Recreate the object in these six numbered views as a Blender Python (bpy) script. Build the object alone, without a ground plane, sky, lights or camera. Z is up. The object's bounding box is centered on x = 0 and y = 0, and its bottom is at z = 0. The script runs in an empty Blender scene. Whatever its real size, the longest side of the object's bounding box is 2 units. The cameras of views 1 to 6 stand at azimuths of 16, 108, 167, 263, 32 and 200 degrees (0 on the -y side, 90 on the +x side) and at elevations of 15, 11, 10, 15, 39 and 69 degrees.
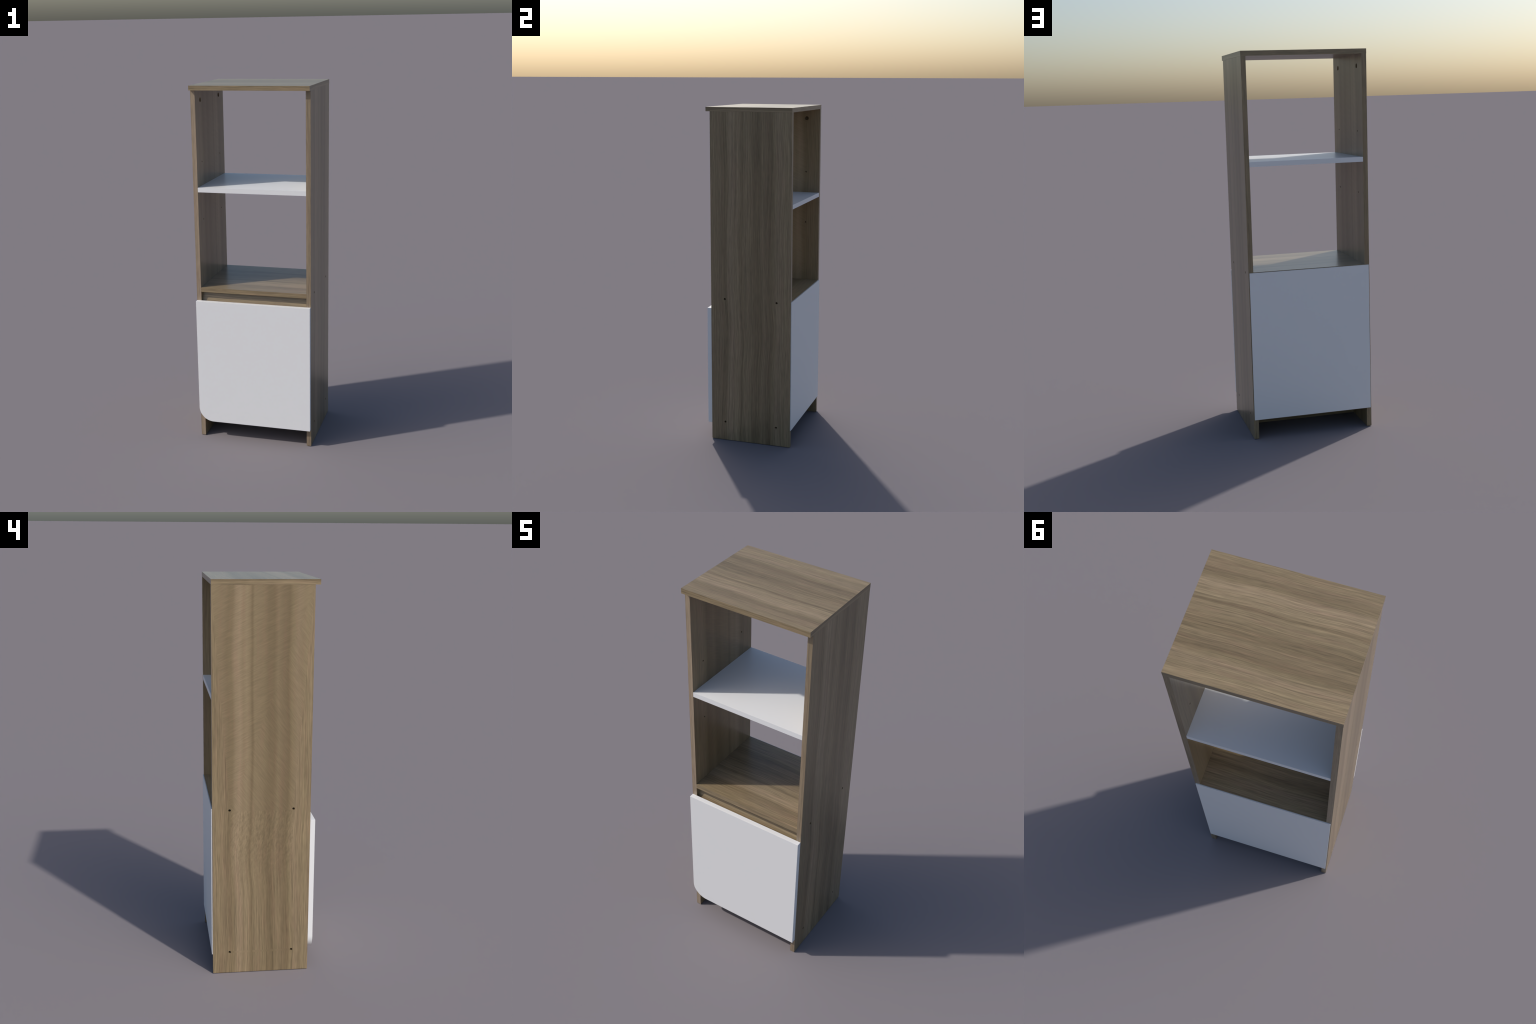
"""Tall narrow bookcase cabinet: oak-laminate carcass, two open bays with a white
shelf, and a lower cupboard closed by a white door with one rounded corner.
All sizes are in metres; one board is 0.025 thick (15 mm at the original scale)."""
import bpy, bmesh, math
from mathutils import Vector, Matrix

# ----------------------------------------------------------------- dimensions
BOARD = 0.025
TOP_HALF_W = 0.325             # half width of the top board
HALF_W = 0.3243                # the side boards stand 1 mm inside it
INNER = HALF_W - BOARD         # inner half width
HEIGHT = 2.0
FRONT = -0.2608                # foremost plane: top board and door
BACK = 0.2608                  # rearmost plane: backing panel
SIDE_FRONT = FRONT + BOARD     # front edge of the carcass
SIDE_BACK = BACK - 0.005       # rear edge of the carcass
SHELF_Z = 1.4292               # underside of the white shelf
DECK_Z = 0.8668                # underside of the wooden shelf above the cupboard
BASE_Z = 0.1015                # underside of the cupboard floor
HOLE_Y = (-0.150, 0.170)       # the two columns of drilled holes
GAP = 0.0002                   # hairline where boards butt together


# ------------------------------------------------------------- node shorthand
class Graph:
    """Small helper that writes shader math as Python expressions."""

    def __init__(self, name):
        self.mat = bpy.data.materials.new(name)
        self.mat.use_nodes = True
        self.nt = self.mat.node_tree
        self.nt.nodes.clear()
        self.out = self.nt.nodes.new("ShaderNodeOutputMaterial")
        self.bsdf = self.nt.nodes.new("ShaderNodeBsdfPrincipled")
        self.nt.links.new(self.bsdf.outputs[0], self.out.inputs[0])

    def put(self, socket, value):
        if isinstance(value, bpy.types.NodeSocket):
            self.nt.links.new(value, socket)
        else:
            socket.default_value = value

    def math(self, op, a, b=0.0, c=0.0, clamp=False):
        n = self.nt.nodes.new("ShaderNodeMath")
        n.operation, n.use_clamp = op, clamp
        for s, v in zip(n.inputs, (a, b, c)):
            self.put(s, v)
        return n.outputs[0]

    def add(self, a, b): return self.math("ADD", a, b)
    def sub(self, a, b): return self.math("SUBTRACT", a, b)
    def mul(self, a, b): return self.math("MULTIPLY", a, b)
    def mad(self, a, b, c): return self.math("MULTIPLY_ADD", a, b, c)

    def step(self, v, lo, hi):
        """0 below lo, 1 above hi, smooth in between."""
        n = self.nt.nodes.new("ShaderNodeMapRange")
        n.interpolation_type = "SMOOTHSTEP"
        self.put(n.inputs["Value"], v)
        n.inputs["From Min"].default_value = lo
        n.inputs["From Max"].default_value = hi
        return n.outputs["Result"]

    def vec(self, x, y, z):
        n = self.nt.nodes.new("ShaderNodeCombineXYZ")
        for s, v in zip(n.inputs, (x, y, z)):
            self.put(s, v)
        return n.outputs[0]

    def noise(self, v, detail=2.0, rough=0.5):
        n = self.nt.nodes.new("ShaderNodeTexNoise")
        n.noise_dimensions = "3D"
        n.inputs["Scale"].default_value = 1.0
        n.inputs["Detail"].default_value = detail
        n.inputs["Roughness"].default_value = rough
        self.put(n.inputs["Vector"], v)
        return n.outputs[0]

    def mix(self, fac, a, b, blend="MIX"):
        n = self.nt.nodes.new("ShaderNodeMix")
        n.data_type, n.blend_type = "RGBA", blend
        self.put(n.inputs[0], fac)
        self.put(n.inputs[6], a)
        self.put(n.inputs[7], b)
        return n.outputs[2]

    def blend(self, fac, a, b):
        """float mix"""
        return self.add(a, self.mul(fac, self.sub(b, a)))

    def ramp(self, v, stops):
        n = self.nt.nodes.new("ShaderNodeValToRGB")
        el = n.color_ramp.elements
        while len(el) < len(stops):
            el.new(0.5)
        for e, (p, c) in zip(el, stops):
            e.position, e.color = p, c
        self.put(n.inputs[0], v)
        return n.outputs[0]


# ---------------------------------------------------------------- oak laminate
# One sheet of the laminate, read across the grain: place, tone (0 dark, 1 light)
# and warmth (0 olive, 1 pinkish).
SHEET = [
    (0.00, 0.56, 0.4), (0.06, 0.50, 0.4), (0.11, 0.44, 0.6), (0.155, 0.26, 0.5), (0.195, 0.34, 0.3),
    (0.225, 0.72, 0.6), (0.265, 0.92, 0.7), (0.30, 0.66, 0.5), (0.335, 0.78, 0.4), (0.365, 0.55, 0.4),
    (0.388, 0.16, 0.5), (0.41, 0.54, 0.3), (0.46, 0.48, 0.5), (0.50, 0.42, 0.3), (0.545, 0.18, 0.5),
    (0.60, 0.15, 0.4), (0.64, 0.42, 0.4), (0.69, 0.24, 0.6), (0.745, 0.10, 0.5), (0.775, 0.44, 0.1),
    (0.83, 0.66, 0.7), (0.88, 0.58, 0.5), (0.92, 0.68, 0.2), (0.96, 0.60, 0.5), (1.00, 0.56, 0.4),
]
DARK, LIGHT = (0.166, 0.123, 0.066), (0.308, 0.238, 0.142)


def tone(level, warm):
    c = [d + (l - d) * level for d, l in zip(DARK, LIGHT)]
    c[0] *= 0.985 + 0.03 * warm
    c[1] *= 1.0 - 0.02 * warm
    c[2] *= 0.96 + 0.09 * warm
    return (*c, 1.0)


def oak(name, along, across, sheet_start, sheet_sign=1.0, seed=0.0, smear=None, sheet_width=0.5, shade=(1.0, 1.0, 1.0)):
    """Laminate whose grain runs on axis `along`; the sheet's bands follow `across`.
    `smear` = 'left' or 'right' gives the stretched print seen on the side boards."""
    g = Graph(name)
    tc = g.nt.nodes.new("ShaderNodeTexCoord")
    sep = g.nt.nodes.new("ShaderNodeSeparateXYZ")
    g.nt.links.new(tc.outputs["Object"], sep.inputs[0])
    axis = dict(zip("xyz", sep.outputs))
    thick = axis[({"x", "y", "z"} - {along, across}).pop()]
    L, A = axis[along], axis[across]

    # the grain wanders sideways, slowly and then a little faster
    slow = g.noise(g.vec(g.mul(A, 2.2), g.mad(L, 1.7, seed), seed * 0.7), 1.0)
    quick = g.noise(g.vec(g.mul(A, 14.0), g.mad(L, 4.0, seed * 1.3), 3.1), 1.0)
    shift = g.add(g.mul(g.sub(slow, 0.5), 0.050), g.mul(g.sub(quick, 0.5), 0.006))
    Aw = g.add(A, shift)
    t = g.math("FRACT", g.mul(g.sub(Aw, sheet_start), sheet_sign / sheet_width))
    band = g.ramp(t, [(p, tone(l, w)) for p, l, w in SHEET])

    # grain inside the bands: lines, finer fibres, short pores
    lines = g.noise(g.vec(g.mul(Aw, 130.0), g.mad(L, 1.3, seed), g.mul(thick, 130.0)), 2.0, 0.55)
    fibre = g.noise(g.vec(g.mul(Aw, 250.0), g.mad(L, 4.0, seed), g.mul(thick, 250.0)), 2.0, 0.6)
    pores = g.noise(g.vec(g.mul(Aw, 300.0), g.mad(L, 18.0, seed), g.mul(thick, 330.0)), 1.0, 0.5)
    veins = g.step(g.noise(g.vec(g.mul(Aw, 70.0), g.mad(L, 1.1, seed + 4.0), g.mul(thick, 70.0)), 1.0, 0.5), 0.60, 0.70)
    hue = g.noise(g.vec(g.mul(Aw, 60.0), g.mad(L, 5.0, seed + 9.0), g.mul(thick, 60.0)), 2.0, 0.6)

    grain = g.add(g.sub(g.mul(g.sub(lines, 0.5), 0.80), g.sub(g.mul(veins, 0.06), 0.008)),
                  g.add(g.mul(g.sub(fibre, 0.5), 1.0), g.mul(g.sub(pores, 0.5), 0.55)))

    if smear:
        Y, Z, X = axis["y"], axis["z"], axis["x"]
        y0, y1 = HOLE_Y
        zh, zt = DECK_Z + BOARD / 2, HEIGHT - BOARD
        streaks = []
        for deg, sgn in ((25.0, 1.0), (54.0, -1.0)):
            c, s = math.cos(math.radians(deg)), sgn * math.sin(math.radians(deg))
            on = g.add(g.mul(Y, -c), g.mul(Z, s))          # along the streak
            off = g.add(g.mul(Y, s), g.mul(Z, c))          # across it
            streaks.append(g.noise(g.vec(g.mul(on, 20.0), g.mul(off, 230.0), seed), 2.0, 0.55))
        # which side of the crease from the rear hole to the front top corner
        crease = g.mad(g.sub(Z, zh), (SIDE_FRONT - y1) / (zt - zh), y1)
        above = g.step(g.sub(Y, crease), -0.004, 0.004)
        diag = g.mul(g.sub(g.blend(above, streaks[1], streaks[0]), 0.5), 0.52)
        # trapezium between the drilled holes and the upper corners
        k = g.math("DIVIDE", g.sub(Z, zh), zt - zh)
        lo = g.mad(k, SIDE_FRONT - y0, y0)
        hi = g.mad(k, SIDE_BACK - y1, y1)
        outer = g.mul(g.step(g.sub(Y, lo), 0.0, 0.003), g.step(g.sub(hi, Y), 0.0, 0.003))
        outer = g.mul(outer, g.step(Z, zh - 0.004, zh + 0.002))
        inner = g.mul(g.step(Y, y0 - 0.01, y0 + 0.03), g.step(Y, y1 + 0.012, y1 - 0.012))
        inner = g.mul(inner, g.step(Z, zh, zh + 0.05))
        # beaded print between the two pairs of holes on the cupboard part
        seam_hi = g.math("ABSOLUTE", g.sub(Z, zh))
        seam_lo = g.math("ABSOLUTE", g.sub(Z, BASE_Z + BOARD / 2))
        seam = g.step(g.math("MINIMUM", seam_hi, seam_lo), 0.0075, 0.004)
        between = g.mul(g.step(Y, y0, y0 + 0.004), g.step(Y, y1, y1 - 0.004))
        beads = g.noise(g.vec(g.add(g.mul(Aw, 150.0), g.mul(Z, 30.0)), g.mul(Z, 45.0), seed), 2.0, 0.6)
        fade = g.mul(g.mul(between, g.step(Z, 0.30, 0.80)), g.step(Z, zh, zh - 0.01))
        bead = g.mul(g.sub(beads, 0.5), 1.15)
        face_mid = HALF_W - BOARD / 2
        if smear == "left":
            outside = g.step(X, -face_mid + 0.001, -face_mid - 0.001)
            plain = g.mul(grain, g.blend(outside, 0.7, 1.0))
            plain = g.blend(g.mul(outside, g.mul(fade, 0.75)), plain, bead)
            plain = g.blend(g.mul(outside, g.mul(seam, between)), plain, 0.0)
            mask = g.blend(outside, g.mul(inner, 0.8), outer)
        else:
            inside = g.step(X, face_mid + 0.001, face_mid - 0.001)
            plain = g.mul(grain, g.blend(inside, 1.0, 0.7))
            mask = g.mul(g.mul(inner, inside), 0.8)
        grain = g.blend(mask, plain, diag)

    colour = g.mix(g.step(hue, 0.46, 0.68), band,
                   g.mix(1.0, band, (1.03, 0.985, 1.01, 1), "MULTIPLY"))
    gain = g.math("MAXIMUM", g.add(grain, 1.0), 0.3)
    colour = g.mix(1.0, colour, g.vec(*(g.mul(gain, k) for k in shade)), "MULTIPLY")
    g.put(g.bsdf.inputs["Base Color"], colour)
    g.put(g.bsdf.inputs["Roughness"], WOOD_ROUGH)
    return g.mat


def plain(name, rgb, rough):
    g = Graph(name)
    tc = g.nt.nodes.new("ShaderNodeTexCoord")
    speck = g.noise(tc.outputs["Object"], 2.0)
    g.nt.nodes[-1].inputs["Scale"].default_value = 60.0
    c = g.mix(speck, tuple(v * 0.995 for v in rgb) + (1,), tuple(v * 1.005 for v in rgb) + (1,))
    g.put(g.bsdf.inputs["Base Color"], c)
    g.put(g.bsdf.inputs["Roughness"], rough)
    return g.mat


WOOD_ROUGH = 0.28
MAT_TOP = oak("oak_laminate_cabinet_top", "x", "y", FRONT, seed=2.0, sheet_width=0.5167)
MAT_DECK = oak("oak_laminate_shelf", "x", "y", SIDE_FRONT, seed=7.3)
MAT_BANDING = oak("oak_edge_banding", "y", "z", 1.80, seed=21.0)
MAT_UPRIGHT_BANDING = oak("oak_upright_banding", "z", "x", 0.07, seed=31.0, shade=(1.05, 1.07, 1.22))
MAT_RAIL = oak("oak_laminate_rail", "x", "z", 0.1, seed=12.1)
MAT_LEFT = oak("oak_laminate_stretched", "z", "y", SIDE_BACK, -1.0, seed=4.4, smear="left")
MAT_RIGHT = oak("oak_laminate_upright", "z", "y", SIDE_FRONT, 1.0, seed=4.4, smear="right")
MAT_WHITE = plain("white_melamine", (0.80, 0.80, 0.80), 0.35)
MAT_BACKING = plain("white_backing_board", (0.80, 0.80, 0.80), 0.45)
MAT_BORE = plain("bore_shadow_darkened", (0.045, 0.034, 0.023), 0.8)  # wood brown taken near black: the shadow inside the holes, put into the colour


# -------------------------------------------------------------------- geometry
def finish(name, bm, mats, parent, chamfer=0.0):
    if chamfer:
        bmesh.ops.bevel(bm, geom=list(bm.edges), offset=chamfer, segments=1, affect="EDGES", clamp_overlap=True)
    bmesh.ops.recalc_face_normals(bm, faces=bm.faces)
    me = bpy.data.meshes.new(name)
    bm.to_mesh(me)
    bm.free()
    for m in mats:
        me.materials.append(m)
    ob = bpy.data.objects.new(name, me)
    bpy.context.scene.collection.objects.link(ob)
    ob.parent = parent
    return ob


def board(name, mat, parent, x, y, z):
    bm = bmesh.new()
    bmesh.ops.create_cube(bm, size=1.0)
    lo, hi = Vector((x[0], y[0], z[0])), Vector((x[1], y[1], z[1]))
    for v in bm.verts:
        v.co = Vector((lo[i] + (v.co[i] + 0.5) * (hi[i] - lo[i]) for i in range(3)))
    return finish(name, bm, [mat], parent)


def drill(ob, holes):
    """Bore blind holes: each is (x of the face, direction into the wood, y, z, radius, depth)."""
    bm = bmesh.new()
    for x, d, y, z, r, depth in holes:
        length = depth + 0.01
        mid = x + d * (depth - length / 2)
        m = Matrix.Translation((mid, y, z)) @ Matrix.Rotation(math.pi / 2, 4, "Y")
        bmesh.ops.create_cone(bm, cap_ends=True, segments=28, radius1=r, radius2=r, depth=length, matrix=m)
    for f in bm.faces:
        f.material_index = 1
    bmesh.ops.recalc_face_normals(bm, faces=bm.faces)
    me = bpy.data.meshes.new("drill_bits")
    bm.to_mesh(me)
    bm.free()
    me.materials.append(ob.data.materials[0])
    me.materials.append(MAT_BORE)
    cutter = bpy.data.objects.new("drill_bits", me)
    bpy.context.scene.collection.objects.link(cutter)
    mod = ob.modifiers.new("bore", "BOOLEAN")
    mod.operation, mod.object, mod.solver = "DIFFERENCE", cutter, "EXACT"
    bpy.context.view_layer.update()
    dg = bpy.context.evaluated_depsgraph_get()
    cut = bpy.data.meshes.new_from_object(ob.evaluated_get(dg))
    ob.modifiers.clear()
    old, ob.data = ob.data, cut
    cut.name = old.name
    bpy.data.meshes.remove(old)
    bpy.data.objects.remove(cutter)
    bpy.data.meshes.remove(me)


def door(parent):
    """Slab door, square at three corners, rounded at the lower outer one."""
    x0, x1, z0, z1, r = -0.3233, 0.3233, 0.1002, 0.8174, 0.0833
    outline = [(x1, z0), (x1, z1), (x0, z1)]
    for i in range(25):
        a = math.pi + (math.pi / 2) * i / 24
        outline.append((x0 + r + r * math.cos(a), z0 + r + r * math.sin(a)))
    bm = bmesh.new()
    face = bm.faces.new([bm.verts.new((x, FRONT, z)) for x, z in outline])
    grown = bmesh.ops.extrude_face_region(bm, geom=[face])
    for v in grown["geom"]:
        if isinstance(v, bmesh.types.BMVert):
            v.co.y = SIDE_FRONT - 2 * GAP
    ob = finish("door", bm, [MAT_WHITE], parent, chamfer=0.0003)
    ob.data.shade_smooth()
    ob.data.set_sharp_from_angle(angle=math.radians(30))
    return ob


def finger_rail(parent):
    """Board leaning back 19 degrees under the wooden shelf, the finger pull of the door."""
    lean, z_top = 0.35, DECK_Z - GAP
    y_low = SIDE_FRONT + 2 * GAP
    y_top = -0.2145 + lean * (z_top - 0.830)
    z_low = z_top - (y_top - y_low) / lean
    through = BOARD * math.sqrt(1 + lean * lean)
    section = [(y_low, z_low), (y_top, z_top), (y_top + through, z_top), (y_low + through, z_low)]
    bm = bmesh.new()
    face = bm.faces.new([bm.verts.new((-INNER + GAP, y, z)) for y, z in section])
    grown = bmesh.ops.extrude_face_region(bm, geom=[face])
    for v in grown["geom"]:
        if isinstance(v, bmesh.types.BMVert):
            v.co.x = INNER - GAP
    return finish("rail", bm, [MAT_RAIL], parent)


cabinet = bpy.data.objects.new("bookcase_cabinet", None)
bpy.context.scene.collection.objects.link(cabinet)
cabinet["label"] = "tall narrow oak bookcase with white shelf and door"
cabinet["category"] = "bookcase"

slab = board("cabinet_top", MAT_TOP, cabinet, (-TOP_HALF_W, TOP_HALF_W), (FRONT, SIDE_BACK), (HEIGHT - BOARD, HEIGHT))
slab.data.materials.append(MAT_BANDING)          # edge banding on the two ends
for f in slab.data.polygons:
    if abs(f.normal.x) > 0.9:
        f.material_index = 1

for sign, mat in ((-1, MAT_LEFT), (1, MAT_RIGHT)):
    xs = sorted((sign * INNER, sign * HALF_W))
    panel = board("side_panel", mat, cabinet, xs, (SIDE_FRONT, SIDE_BACK), (0.0, HEIGHT - BOARD - GAP))
    holes = []
    for y in HOLE_Y:
        for z in (DECK_Z + BOARD / 2, BASE_Z + BOARD / 2):                 # screws into the shelf ends
            holes.append((sign * HALF_W, -sign, y, z, 0.0064, 0.0235))
        holes.append((sign * INNER, sign, y, 1.9175, 0.0123, 0.022))       # cam fitting under the top
        for z in (1.2643, 1.5843):                                         # spare shelf-pin holes
            holes.append((sign * INNER, sign, y, z, 0.0042, 0.014))
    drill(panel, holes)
    panel.data.materials.append(MAT_UPRIGHT_BANDING)
    for f in panel.data.polygons:
        if f.normal.y < -0.9 and f.area > 0.02:
            f.material_index = len(panel.data.materials) - 1

span = (-INNER + GAP, INNER - GAP)
depth = (SIDE_FRONT + GAP, SIDE_BACK - GAP)
board("shelf", MAT_WHITE, cabinet, span, depth, (SHELF_Z, SHELF_Z + BOARD))
board("shelf", MAT_DECK, cabinet, span, depth, (DECK_Z, DECK_Z + BOARD))
board("cupboard_floor", MAT_DECK, cabinet, span, depth, (BASE_Z, BASE_Z + BOARD))
finger_rail(cabinet)
board("plinth", MAT_RAIL, cabinet, span, (-0.0025, 0.0225), (0.0, BASE_Z - GAP))
board("backing_panel", MAT_BACKING, cabinet, (-0.320, 0.320), (SIDE_BACK + GAP, BACK), (0.1043, 0.8885))
door(cabinet)
